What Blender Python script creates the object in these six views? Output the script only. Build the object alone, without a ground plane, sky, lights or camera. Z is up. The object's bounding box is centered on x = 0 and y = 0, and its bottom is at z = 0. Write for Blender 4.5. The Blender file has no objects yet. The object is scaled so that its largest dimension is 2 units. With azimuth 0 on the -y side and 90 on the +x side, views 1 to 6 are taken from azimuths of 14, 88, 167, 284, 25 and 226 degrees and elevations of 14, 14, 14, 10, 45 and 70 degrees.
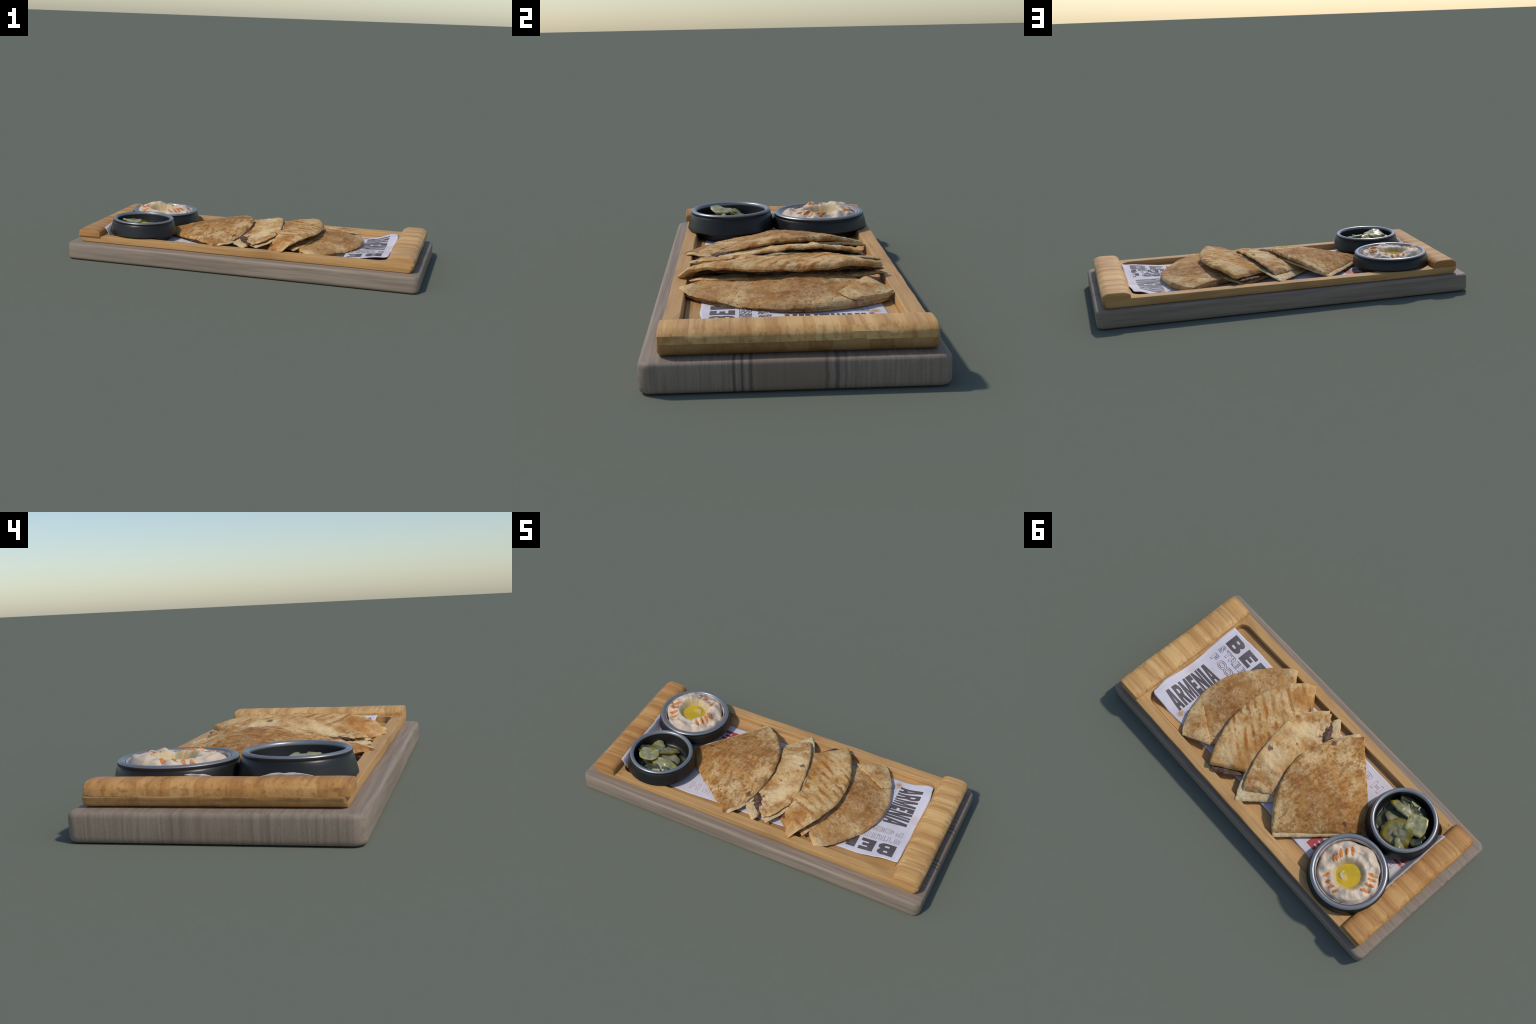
"""A bamboo serving tray on a wooden base board, with a printed paper sheet,
four toasted flatbread wedges, a bowl of hummus and a bowl of pickle slices."""
import bpy, bmesh, math, random
import numpy as np
from mathutils import Vector, noise, Matrix

random.seed(7)
noise.seed_set(7)
SC = bpy.context.scene


# ------------------------------------------------------------------ helpers
def n3(x, y, z=0.0, octaves=3):
    return noise.fractal(Vector((x, y, z)), 1.0, 2.0, octaves)


def smooth(a, b, x):
    t = min(1.0, max(0.0, (x - a) / (b - a)))
    return t * t * (3 - 2 * t)


def make(name, verts, faces, mat, parent=None, base=(0, 0, 0), auto=True, angle=50):
    """Mesh from WORLD coordinates, origin put at `base`."""
    me = bpy.data.meshes.new(name)
    b = Vector(base)
    me.from_pydata([tuple(Vector(v) - b) for v in verts], [], faces)
    me.update()
    bm = bmesh.new()
    bm.from_mesh(me)
    bmesh.ops.remove_doubles(bm, verts=bm.verts, dist=1e-6)
    bmesh.ops.recalc_face_normals(bm, faces=bm.faces)
    bm.to_mesh(me)
    bm.free()
    if auto:
        me.polygons.foreach_set("use_smooth", [True] * len(me.polygons))
        me.set_sharp_from_angle(angle=math.radians(angle))
    ob = bpy.data.objects.new(name, me)
    SC.collection.objects.link(ob)
    if mat:
        me.materials.append(mat)
    put(ob, parent, base)
    return ob


def put(ob, parent, base):
    ob.parent = parent
    p = Vector((0, 0, 0))
    q = parent
    while q is not None:
        p += q.location
        q = q.parent
    ob.location = Vector(base) - p


def thing(name, base, label, category):
    ob = bpy.data.objects.new(name, None)
    ob.empty_display_size = 0.05
    SC.collection.objects.link(ob)
    ob.location = base
    ob["label"] = label
    ob["category"] = category
    return ob


def spline(pts, n):
    """Catmull-Rom through pts, n+1 samples evenly spaced along the length."""
    p = [np.array(q, float) for q in pts]
    p = [2 * p[0] - p[1]] + p + [2 * p[-1] - p[-2]]
    out = []
    for i in range(1, len(p) - 2):
        for t in np.linspace(0, 1, 24, endpoint=False):
            a, b, c, d = p[i - 1], p[i], p[i + 1], p[i + 2]
            out.append(0.5 * (2 * b + (c - a) * t + (2 * a - 5 * b + 4 * c - d) * t * t + (3 * b - a - 3 * c + d) * t ** 3))
    out.append(p[-2])
    out = np.array(out)
    L = np.concatenate([[0], np.cumsum(np.linalg.norm(np.diff(out, axis=0), axis=1))])
    s = np.linspace(0, L[-1], n + 1)
    return np.stack([np.interp(s, L, out[:, k]) for k in range(out.shape[1])], 1)


# ---------------------------------------------------------------- materials
class Mat:
    def __init__(self, name, rough=0.6, **kw):
        self.m = bpy.data.materials.new(name)
        self.m.use_nodes = True
        self.t = self.m.node_tree
        self.b = self.t.nodes["Principled BSDF"]
        self.b.inputs["Roughness"].default_value = rough
        for k, v in kw.items():
            self.b.inputs[k.replace("_", " ")].default_value = v
        self.tc = self.t.nodes.new("ShaderNodeTexCoord")

    def node(self, kind, **props):
        n = self.t.nodes.new("ShaderNode" + kind)
        for k, v in props.items():
            setattr(n, k, v)
        return n

    def set(self, sock, v):
        if isinstance(v, bpy.types.NodeSocket):
            self.t.links.new(v, sock)
        elif isinstance(v, tuple) and len(v) == 3 and sock.type == "RGBA":
            sock.default_value = (*v, 1)
        else:
            sock.default_value = v

    def co(self, offset=(0, 0, 0), scale=(1, 1, 1), rot=0.0):
        """Object coordinates + offset, turned about z by rot, then scaled."""
        v = self.tc.outputs["Object"]
        a = self.node("VectorMath", operation="ADD")
        self.set(a.inputs[0], v)
        a.inputs[1].default_value = offset
        v = a.outputs[0]
        if rot:
            r = self.node("VectorRotate", rotation_type="Z_AXIS")
            self.set(r.inputs["Vector"], v)
            r.inputs["Angle"].default_value = rot
            v = r.outputs[0]
        m = self.node("VectorMath", operation="MULTIPLY")
        self.set(m.inputs[0], v)
        m.inputs[1].default_value = scale
        return m.outputs[0]

    def math(self, op, a, b=0.0, clamp=False):
        n = self.node("Math", operation=op, use_clamp=clamp)
        self.set(n.inputs[0], a)
        self.set(n.inputs[1], b)
        return n.outputs[0]

    def noise(self, v, scale, detail=3.0, rough=0.5, dist=0.0, color=False):
        n = self.node("TexNoise")
        self.set(n.inputs["Vector"], v)
        n.inputs["Scale"].default_value = scale
        n.inputs["Detail"].default_value = detail
        n.inputs["Roughness"].default_value = rough
        n.inputs["Distortion"].default_value = dist
        return n.outputs["Color" if color else "Fac"]

    def voro(self, v, scale, out="Distance"):
        n = self.node("TexVoronoi")
        self.set(n.inputs["Vector"], v)
        n.inputs["Scale"].default_value = scale
        return n.outputs[out]

    def white(self, x):
        n = self.node("TexWhiteNoise", noise_dimensions="1D")
        self.set(n.inputs["W"], x)
        return n.outputs["Value"]

    def ramp(self, f, lo, hi, a=0.0, b=1.0):
        n = self.node("MapRange", interpolation_type="SMOOTHSTEP")
        self.set(n.inputs[0], f)
        for k, x in zip((1, 2, 3, 4), (lo, hi, a, b)):
            n.inputs[k].default_value = x
        return n.outputs[0]

    def mix(self, f, a, b, mode="MIX"):
        n = self.node("Mix", data_type="RGBA", blend_type=mode)
        self.set(n.inputs[0], f)
        self.set(n.inputs[6], a)
        self.set(n.inputs[7], b)
        return n.outputs[2]

    def xyz(self, v):
        n = self.node("SeparateXYZ")
        self.set(n.inputs[0], v)
        return n.outputs

    def bump(self, h, strength=0.3, dist=0.002, name="Normal"):
        n = self.node("Bump")
        n.inputs["Strength"].default_value = strength
        n.inputs["Distance"].default_value = dist
        self.set(n.inputs["Height"], h)
        self.set(self.b.inputs[name], n.outputs[0])

    def out(self, c):
        self.set(self.b.inputs["Base Color"], c)
        return self.m

    def spot(self, v, x, y, r, soft=0.45):
        """1 inside a soft blob round (x, y), 0 outside; v is a warped coordinate."""
        a = self.node("VectorMath", operation="SUBTRACT")
        self.set(a.inputs[0], v)
        a.inputs[1].default_value = (x, y, 0)
        m = self.node("VectorMath", operation="MULTIPLY")
        self.set(m.inputs[0], a.outputs[0])
        m.inputs[1].default_value = (1, 1, 0)
        l = self.node("VectorMath", operation="LENGTH")
        self.set(l.inputs[0], m.outputs[0])
        return self.ramp(l.outputs["Value"], r * (1 - soft), r * (1 + soft), 1.0, 0.0)

    def warp(self, v, scale, amount):
        c = self.noise(v, scale, 3, color=True)
        s = self.node("VectorMath", operation="SUBTRACT")
        self.set(s.inputs[0], c)
        s.inputs[1].default_value = (0.5, 0.5, 0.5)
        k = self.node("VectorMath", operation="SCALE")
        self.set(k.inputs[0], s.outputs[0])
        k.inputs["Scale"].default_value = amount
        a = self.node("VectorMath", operation="ADD")
        self.set(a.inputs[0], v)
        self.set(a.inputs[1], k.outputs[0])
        return a.outputs[0]


def bamboo(name, base, pale, dark, strip, off, contrast=0.5, end=0.945):
    """Laminated bamboo: strips side by side in y, grain running along x."""
    m = Mat(name, 0.55, Specular_IOR_Level=0.3)
    v = m.co(off)
    y = m.xyz(v)[1]
    wob = m.math("MULTIPLY", m.noise(m.co(off, (2, 14, 14)), 1.0, 1), strip * 0.8)
    idx = m.math("FLOOR", m.math("DIVIDE", m.math("ADD", y, wob), strip))
    tone = m.white(idx)
    c = m.mix(m.ramp(tone, 0.15, 0.95, 0, contrast), base, pale)
    c = m.mix(m.ramp(m.white(m.math("ADD", idx, 31.7)), 0.70, 1.0, 0, contrast * 0.55), c, dark)
    grain = m.noise(m.co(off, (5, 130, 130)), 1.0, 4, 0.6)
    c = m.mix(m.ramp(grain, 0.52, 0.75, 0, 0.5), c, dark)
    big = m.noise(m.co(off, (3, 9, 9)), 1.0, 3)
    c = m.mix(m.ramp(big, 0.5, 0.75, 0, 0.45), c, dark)
    fleck = m.noise(m.co(off, (45, 260, 260)), 1.0, 2)
    soft = m.noise(m.co(off, (1.5, 42, 42)), 1.0, 3, 0.6)
    c = m.mix(m.ramp(soft, 0.48, 0.66, 0, contrast * 0.75), c, dark)
    c = m.mix(m.ramp(soft, 0.46, 0.30, 0, contrast * 0.6), c, pale)
    c = m.mix(m.ramp(fleck, 0.66, 0.76, 0, 0.45), c, tuple(k * 0.6 for k in dark))
    # end faces: shade painted in as darkened, mottled wood colours
    ax = m.math("ABSOLUTE", m.xyz(v)[0])
    end_shade = m.mix(m.ramp(m.noise(m.co(off, (60, 90, 60)), 1.0, 3), 0.4, 0.65, 0, 0.6), tuple(k * 0.8 for k in dark), tuple(k * 0.65 for k in base))
    end_shade = m.mix(m.ramp(tone, 0.2, 0.9, 0, 0.6), end_shade, tuple(k * 0.72 for k in pale))
    c = m.mix(m.ramp(ax, end, end + 0.004, 0, 0.75), c, end_shade)
    pit = m.noise(v, 55, 1)
    c = m.mix(m.ramp(pit, 0.785, 0.81, 0, 0.8), c, (0.05, 0.025, 0.012))
    m.bump(grain, 0.25, 0.001)
    return m.out(c)


# ------------------------------------------------------------ the base board
def rounded_rect(x0, x1, y0, y1, r, nc=8, nx=60, ny=26):
    """Closed loop of points, same count for any size."""
    pts = []
    for (cx, cy, a0), (ax, ay), (bx, by), n in (
        ((x1 - r, y0 + r, -90), None or (0, 0), (0, 0), ny),
        ((x1 - r, y1 - r, 0), (0, 0), (0, 0), nx),
        ((x0 + r, y1 - r, 90), (0, 0), (0, 0), ny),
        ((x0 + r, y0 + r, 180), (0, 0), (0, 0), nx),
    ):
        for k in range(nc + 1):
            a = math.radians(a0 + 90 * k / nc)
            pts.append((cx + r * math.cos(a), cy + r * math.sin(a)))
        a = math.radians(a0 + 90)
        p = pts[-1]
        if a0 == -90:
            q = (x1, y1 - r)
        elif a0 == 0:
            q = (x0 + r, y1)
        elif a0 == 90:
            q = (x0, y0 + r)
        else:
            q = (x1 - r, y0)
        for k in range(1, n):
            f = k / n
            pts.append((p[0] + (q[0] - p[0]) * f, p[1] + (q[1] - p[1]) * f))
    return pts


def stack(rings):
    """Skin a list of equal loops [(pts2d, z or zfun)], capped at both ends."""
    verts, faces = [], []
    n = len(rings[0][0])
    for pts, z in rings:
        for p in pts:
            verts.append((p[0], p[1], z(p[0], p[1]) if callable(z) else z))
    for k in range(len(rings) - 1):
        for i in range(n):
            j = (i + 1) % n
            faces.append((k * n + i, k * n + j, (k + 1) * n + j, (k + 1) * n + i))
    faces.append(tuple(range(n))[::-1])
    faces.append(tuple((len(rings) - 1) * n + i for i in range(n)))
    return verts, faces


def slab_material():
    m = Mat("weathered_grey_wood", 0.6, Specular_IOR_Level=0.3)
    v = m.co()
    x, y, z = m.xyz(v)
    grain = m.noise(m.co((0, 0, 0), (2.2, 75, 40)), 1.0, 4, 0.6, 0.3)
    fine = m.noise(m.co((0, 0, 0), (4, 240, 120)), 1.0, 3)
    ends = m.ramp(m.math("ABSOLUTE", x), 0.985, 0.997)
    lines = m.noise(m.co((0, 0, 0), (1, 85, 4)), 1.0, 4, 0.65)
    mx = m.node("Mix")
    for k, w in ((0, ends), (2, grain), (3, lines)):
        m.set(mx.inputs[k], w)
    grain = mx.outputs[0]
    c = m.mix(m.ramp(grain, 0.35, 0.7), (0.315, 0.245, 0.184), (0.23, 0.173, 0.126))
    c = m.mix(m.ramp(fine, 0.5, 0.7, 0, 0.35), c, (0.17, 0.13, 0.105))
    fig = m.noise(m.co((0, 0, 0), (3.0, 9, 14)), 1.0, 3, 0.55, 1.2)
    c = m.mix(m.ramp(fig, 0.56, 0.72, 0, 0.35), c, (0.25, 0.17, 0.12))
    # dark joint lines between the boards, running the whole length
    near_end = m.math("ADD", m.ramp(x, 0.80, 0.97, 0.0, 0.85), m.ramp(x, -0.9, -0.99, 0.04, 0.3))
    wob = m.math("MULTIPLY", m.math("SUBTRACT", m.noise(m.co((0, 0, 0), (6, 1, 12)), 1.0, 2), 0.5), 0.012)
    yy = m.math("ADD", y, wob)
    for y0, w, s in ((-0.175, .0055, 1), (-0.152, .005, .9), (-0.127, .006, 1), (0.087, .007, 1), (0.116, .0085, .9), (0.141, .004, .55), (.17, .006, .3)):
        d = m.math("ABSOLUTE", m.math("SUBTRACT", yy, y0))
        f = m.math("MULTIPLY", m.ramp(d, w * 0.2, w * 1.35, s * 0.8, 0.0), near_end)
        c = m.mix(f, c, (0.075, 0.045, 0.038))
    band = m.math("MULTIPLY", m.ramp(m.math("ABSOLUTE", m.math("ADD", y, 0.015)), 0.09, 0.12, 0.7, 0.0), near_end)
    c = m.mix(band, c, (0.245, 0.168, 0.112))
    m.bump(grain, 0.2, 0.001)
    return m.out(c)


def build_base_board():
    X, Y = 1.0, 0.449
    rings = []
    for inset, z in ((0.012, 0.0), (0.005, 0.003), (0.001, 0.010), (0.0, 0.02), (0.0, 0.076), (0.0015, 0.084), (0.005, 0.0895), (0.011, 0.0930), (0.018, 0.0942), (0.06, 0.0945)):
        rings.append((rounded_rect(-X + inset, X - inset, -Y + inset, Y - inset, 0.038 - inset * 0.6), z))
    v, f = stack(rings)
    ob = make("base_board", v, f, slab_material(), None, (0, 0, 0))
    ob["label"] = "long grey brown wooden board with rounded edges"
    ob["category"] = "wooden board"


# ------------------------------------------------------------------ the tray
FLOOR = 0.101
TRAY = (-0.012, 0.008)


def build_tray():
    tray = thing("serving_tray", (0, 0, 0.098), "light bamboo tray with shallow recess and raised end bars", "serving tray")
    body = bamboo("bamboo_body", (0.55, 0.30, 0.105), (0.64, 0.39, 0.165), (0.30, 0.135, 0.042), 0.06, (0, 0, 0.098), 0.45)
    bar = bamboo("bamboo_bars", (0.64, 0.355, 0.122), (0.78, 0.49, 0.205), (0.36, 0.155, 0.042), 0.036, (0, 0, 0.15), 0.75)
    bar2 = bamboo("bamboo_bars_warm", (0.53, 0.255, 0.075), (0.66, 0.37, 0.13), (0.29, 0.11, 0.028), 0.036, (0, 0, 0.15), 0.75)

    def bed(x):
        return FLOOR + 0.008 * smooth(-0.3, 0.6, x)

    def wave(pts, amp, seed):
        return [(x + amp * n3(x * 3 + seed, y * 9, 1), y + amp * n3(x * 4, y * 3 + seed, 5)) for x, y in pts]

    def top(x, y):
        return 0.1365 + 0.0055 * x + 0.0012 * n3(x * 4, y * 7, 2)

    R = lambda i, r: wave(rounded_rect(-0.949 + i, 0.963 - i, -0.392 + i, 0.417 - i, r), 0.003, 0)
    Q = lambda i, r: wave(rounded_rect(-0.806 + i, 0.806 - i, -0.341 + i, 0.358 - i, r), 0.003, 4)
    E = lambda ix, iy, r: wave(rounded_rect(-0.949 + ix, 0.963 - ix, -0.392 + iy, 0.417 - iy, r), 0.003, 0)
    rings = [
        (E(0.030, 0.006, 0.012), 0.0955), (E(0.018, 0.002, 0.014), 0.099), (E(0.006, 0.0, 0.016), 0.110), (E(0.001, 0.0, 0.017), 0.122),
        (R(0.0, 0.018), 0.1285), (R(0.0005, 0.018), lambda x, y: top(x, y) - 0.0012), (R(0.002, 0.018), top),
        (Q(-0.003, 0.056), top), (Q(-0.0005, 0.054), lambda x, y: top(x, y) - 0.0015), (Q(0.002, 0.05), 0.127),
        (Q(0.005, 0.047), 0.108), (Q(0.009, 0.045), lambda x, y: bed(x) + 0.0025), (Q(0.018, 0.04), lambda x, y: bed(x)), (Q(0.1, 0.03), lambda x, y: bed(x) - 0.0005),
    ]
    v, f = stack(rings)
    make("tray_body", v, f, body, tray, (0, 0, 0.098), angle=30)
    # the two raised bars across the ends: rounded profile swept along y
    prof = [(0.006, 0.136), (0.005, 0.149), (0.006, 0.156), (0.011, 0.163), (0.021, 0.1695), (0.034, 0.1745), (0.06, 0.176), (0.095, 0.1765), (0.115, 0.1758),
            (0.124, 0.1735), (0.135, 0.167), (0.1435, 0.160), (0.1466, 0.153), (0.1472, 0.136)]
    for side, mat, yA, yB in ((1, bar, -0.392, 0.414), (-1, bar2, -0.402, 0.408)):
        ys = [yA, yA + 0.002, yA + 0.007] + list(np.linspace(yA + 0.03, yB - 0.03, 40)) + [yB - 0.009, yB - 0.003, yB]
        n, verts, faces = len(prof), [], []
        k_len, sink = (1.04, 0.0) if side > 0 else (0.925, 0.005)
        for i, y in enumerate(ys):
            e = min(i, len(ys) - 1 - i)
            sh = {0: 0.90, 1: 0.965, 2: 0.99}.get(e, 1.0)
            for k, (dx, z) in enumerate(prof):
                cx = 0.072
                x = 0.811 + (cx + (dx - cx) * sh) * k_len
                zz = 0.1365 + (z - 0.1365) * (sh if e < 3 else 1) - (sink if z < 0.14 else sink * 0.4)
                zz += 0.0016 * n3(side * 5 + x * 6, y * 5, 3) * (1 if z > 0.16 else 0.3)
                x += 0.0022 * n3(side * 9 + z * 40, y * 6, 7) * (1 if e > 2 else 0.5)
                verts.append((side * x, y, zz))
        for i in range(len(ys) - 1):
            for k in range(n):
                j = (k + 1) % n
                faces.append((i * n + k, i * n + j, (i + 1) * n + j, (i + 1) * n + k))
        faces.append(tuple(range(n)))
        faces.append(tuple((len(ys) - 1) * n + k for k in range(n)))
        make("end_bar", verts, faces, mat, tray, (side * 0.88, 0, 0.15), angle=30)


# ------------------------------------------------- the paper and its lettering
def paper_z(x, y):
    z = 0.1125 + 0.0022 * n3(x * 5, y * 5, 0.3, 1) + 0.0012 * n3(x * 15, y * 15, 4, 1)
    z += 0.008 * smooth(0.62, 0.79, x) + 0.021 * smooth(0.50, 0.76, x) * smooth(0.0, -0.22, y) + 0.025 * smooth(0.66, 0.78, x) * smooth(0.06, 0.27, y)
    z += 0.006 * smooth(0.785, 0.812, x)
    pass
    z -= 0.008 * smooth(-0.22, -0.40, x) + 0.002
    if x < -0.77:
        z += 0.069 * smooth(-0.787, -0.829, x)
        fr = max(math.exp(-((y + 0.20) / 0.07) ** 4), 0.75 * math.exp(-((y - 0.085) / 0.05) ** 4)) - 0.35
        z += 0.018 * smooth(-0.80, -0.826, x) * fr * (0.8 + 0.4 * n3(3, y * 30, 1))
    return z


def paper_material():
    m = Mat("printed_paper", 0.8)
    v = m.co((0, 0, 0.115))
    c = m.mix(m.ramp(m.noise(v, 7, 4), 0.35, 0.7), (0.70, 0.655, 0.70), (0.62, 0.575, 0.61))
    x = m.xyz(v)[0]
    c = m.mix(m.ramp(x, -0.1, -0.5, 0, 0.5), c, (0.68, 0.62, 0.60))
    w = m.warp(v, 30, 0.02)
    for px, py, r, s, col in ((0.612, 0.278, 0.014, 0.85, (0.50, 0.24, 0.07)), (0.612, 0.278, 0.024, 0.35, (0.55, 0.36, 0.22)), (0.695, -0.075, 0.016, 0.3, (0.55, 0.36, 0.28)),
                              (0.635, -0.075, 0.02, 0.4, (0.58, 0.38, 0.28)), (0.70, -0.015, 0.016, 0.3, (0.6, 0.42, 0.36)), (0.79, 0.06, 0.03, 0.3, (0.6, 0.45, 0.38))):
        c = m.mix(m.math("MULTIPLY", m.spot(w, px, py, r), s), c, col)
    m.bump(m.noise(v, 60, 3), 0.25, 0.001)
    return m.out(c)


def ink(name, col, worn=0.25, light=(0.35, 0.31, 0.33)):
    m = Mat(name, 0.6)
    v = m.co()
    c = m.mix(m.ramp(m.noise(v, 14, 4), 0.52, 0.8, 0, worn), col, light)
    c = m.mix(m.ramp(m.noise(v, 60, 3), 0.5, 0.75, 0, worn), c, tuple(k * 1.5 for k in col))
    return m.out(c)


# block letters: each glyph is a list of closed contours in a 1 x 1 box
ARC = lambda cx, cy, rx, ry, a, b, n=9: [(cx + rx * math.cos(math.radians(a + (b - a) * k / n)), cy + ry * math.sin(math.radians(a + (b - a) * k / n))) for k in range(n + 1)]
BOX = lambda x0, y0, x1, y1: [(x0, y0), (x1, y0), (x1, y1), (x0, y1)]
GLYPH = {
    "A": [[(0, 0), (.36, 0), (.39, .16), (.61, .16), (.64, 0), (1, 0), (.74, 1), (.26, 1)], [(.43, .34), (.5, .68), (.57, .34)]],
    "R": [[(0, 0), (.36, 0), (.36, .36), (.46, .36), (.62, 0), (1, 0), (.80, .43)] + ARC(.62, .71, .36, .29, -50, 90) + [(0, 1)], [(.36, .58)] + ARC(.5, .69, .13, .11, -90, 90, 6) + [(.36, .80)]],
    "M": [[(0, 0), (.25, 0), (.25, .58), (.42, 0), (.58, 0), (.75, .58), (.75, 0), (1, 0), (1, 1), (.70, 1), (.5, .42), (.30, 1), (0, 1)]],
    "E": [[(0, 0), (1, 0), (1, .27), (.44, .27), (.44, .39), (.84, .39), (.84, .62), (.44, .62), (.44, .73), (1, .73), (1, 1), (0, 1)]],
    "N": [[(0, 0), (.30, 0), (.30, .52), (.66, 0), (1, 0), (1, 1), (.70, 1), (.70, .48), (.34, 1), (0, 1)]],
    "I": [BOX(0, 0, 1, 1)],
    "B": [[(0, 0)] + ARC(.66, .28, .34, .28, -90, 60) + ARC(.62, .74, .34, .26, -50, 90) + [(0, 1)],
          [(.36, .21)] + ARC(.56, .29, .08, .08, -90, 90, 5) + [(.36, .37)], [(.36, .64)] + ARC(.54, .71, .07, .07, -90, 90, 5) + [(.36, .78)]],
}


def lay_on_paper(ob, lift):
    """Cut the flat letters into small cells and drape them on the paper."""
    me = ob.data
    bm = bmesh.new()
    bm.from_mesh(me)
    xs = [v.co.x for v in bm.verts]
    ys = [v.co.y for v in bm.verts]
    for lo, hi, no in ((min(xs), max(xs), (1, 0, 0)), (min(ys), max(ys), (0, 1, 0))):
        for t in np.arange(lo + 0.008, hi, 0.010):
            bmesh.ops.bisect_plane(bm, geom=bm.verts[:] + bm.edges[:] + bm.faces[:], dist=1e-6, plane_co=tuple(t * k for k in no), plane_no=no)
    for v in bm.verts:
        v.co.z += paper_z(v.co.x, v.co.y) + lift
    bm.to_mesh(me)
    bm.free()
    me.update()


def finish_letter(cu_ob, name, mat, sheet, lift):
    dg = bpy.context.evaluated_depsgraph_get()
    me = bpy.data.meshes.new_from_object(cu_ob.evaluated_get(dg))
    me.transform(cu_ob.matrix_world)
    cu = cu_ob.data
    bpy.data.objects.remove(cu_ob)
    bpy.data.curves.remove(cu)
    ob = bpy.data.objects.new(name, me)
    SC.collection.objects.link(ob)
    me.materials.clear()
    me.materials.append(mat)
    lay_on_paper(ob, lift)
    c = sum((v.co for v in me.vertices), Vector()) / max(1, len(me.vertices))
    me.transform(Matrix.Translation(-c))
    put(ob, sheet, c)
    return ob


def solid_letter(ch, origin, right, up, mat, sheet):
    """origin = baseline left corner; right and up are full-size edge vectors."""
    cu = bpy.data.curves.new("glyph", "CURVE")
    cu.dimensions = "2D"
    cu.fill_mode = "BOTH"
    for con in GLYPH[ch]:
        sp = cu.splines.new("POLY")
        sp.points.add(len(con) - 1)
        for q, (a, b) in zip(sp.points, con):
            q.co = (origin[0] + right[0] * a + up[0] * b, origin[1] + right[1] * a + up[1] * b, 0, 1)
        sp.use_cyclic_u = True
    cu.extrude = 0.0004
    ob = bpy.data.objects.new("glyph", cu)
    SC.collection.objects.link(ob)
    bpy.context.view_layer.update()
    return finish_letter(ob, "printed_letter", mat, sheet, 0.0010)


def outline_word(text, origin, angle, height, width, mat, sheet, fat=0.032, pen=0.0007, wide=1.3):
    """Hollow letters: only the outline stroke of the built-in font, made fat."""
    for k, ch in enumerate(text):
        cu = bpy.data.curves.new("word", "FONT")
        cu.body = ch
        cu.fill_mode = "NONE"
        cu.offset = fat
        cu.bevel_depth = pen / height * 0.75
        cu.bevel_resolution = 0
        cu.resolution_u = 4
        ob = bpy.data.objects.new("word", cu)
        SC.collection.objects.link(ob)
        s = height / 0.72
        step = width / len(text)
        c, sn = math.cos(angle), math.sin(angle)
        ob.matrix_world = Matrix.Translation((origin[0] + c * step * k, origin[1] + sn * step * k, 0)) @ Matrix.Rotation(angle, 4, "Z") @ Matrix.Diagonal((s * wide, s, 0.3, 1))
        bpy.context.view_layer.update()
        finish_letter(ob, "outline_letter", mat, sheet, 0.0004)


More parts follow.
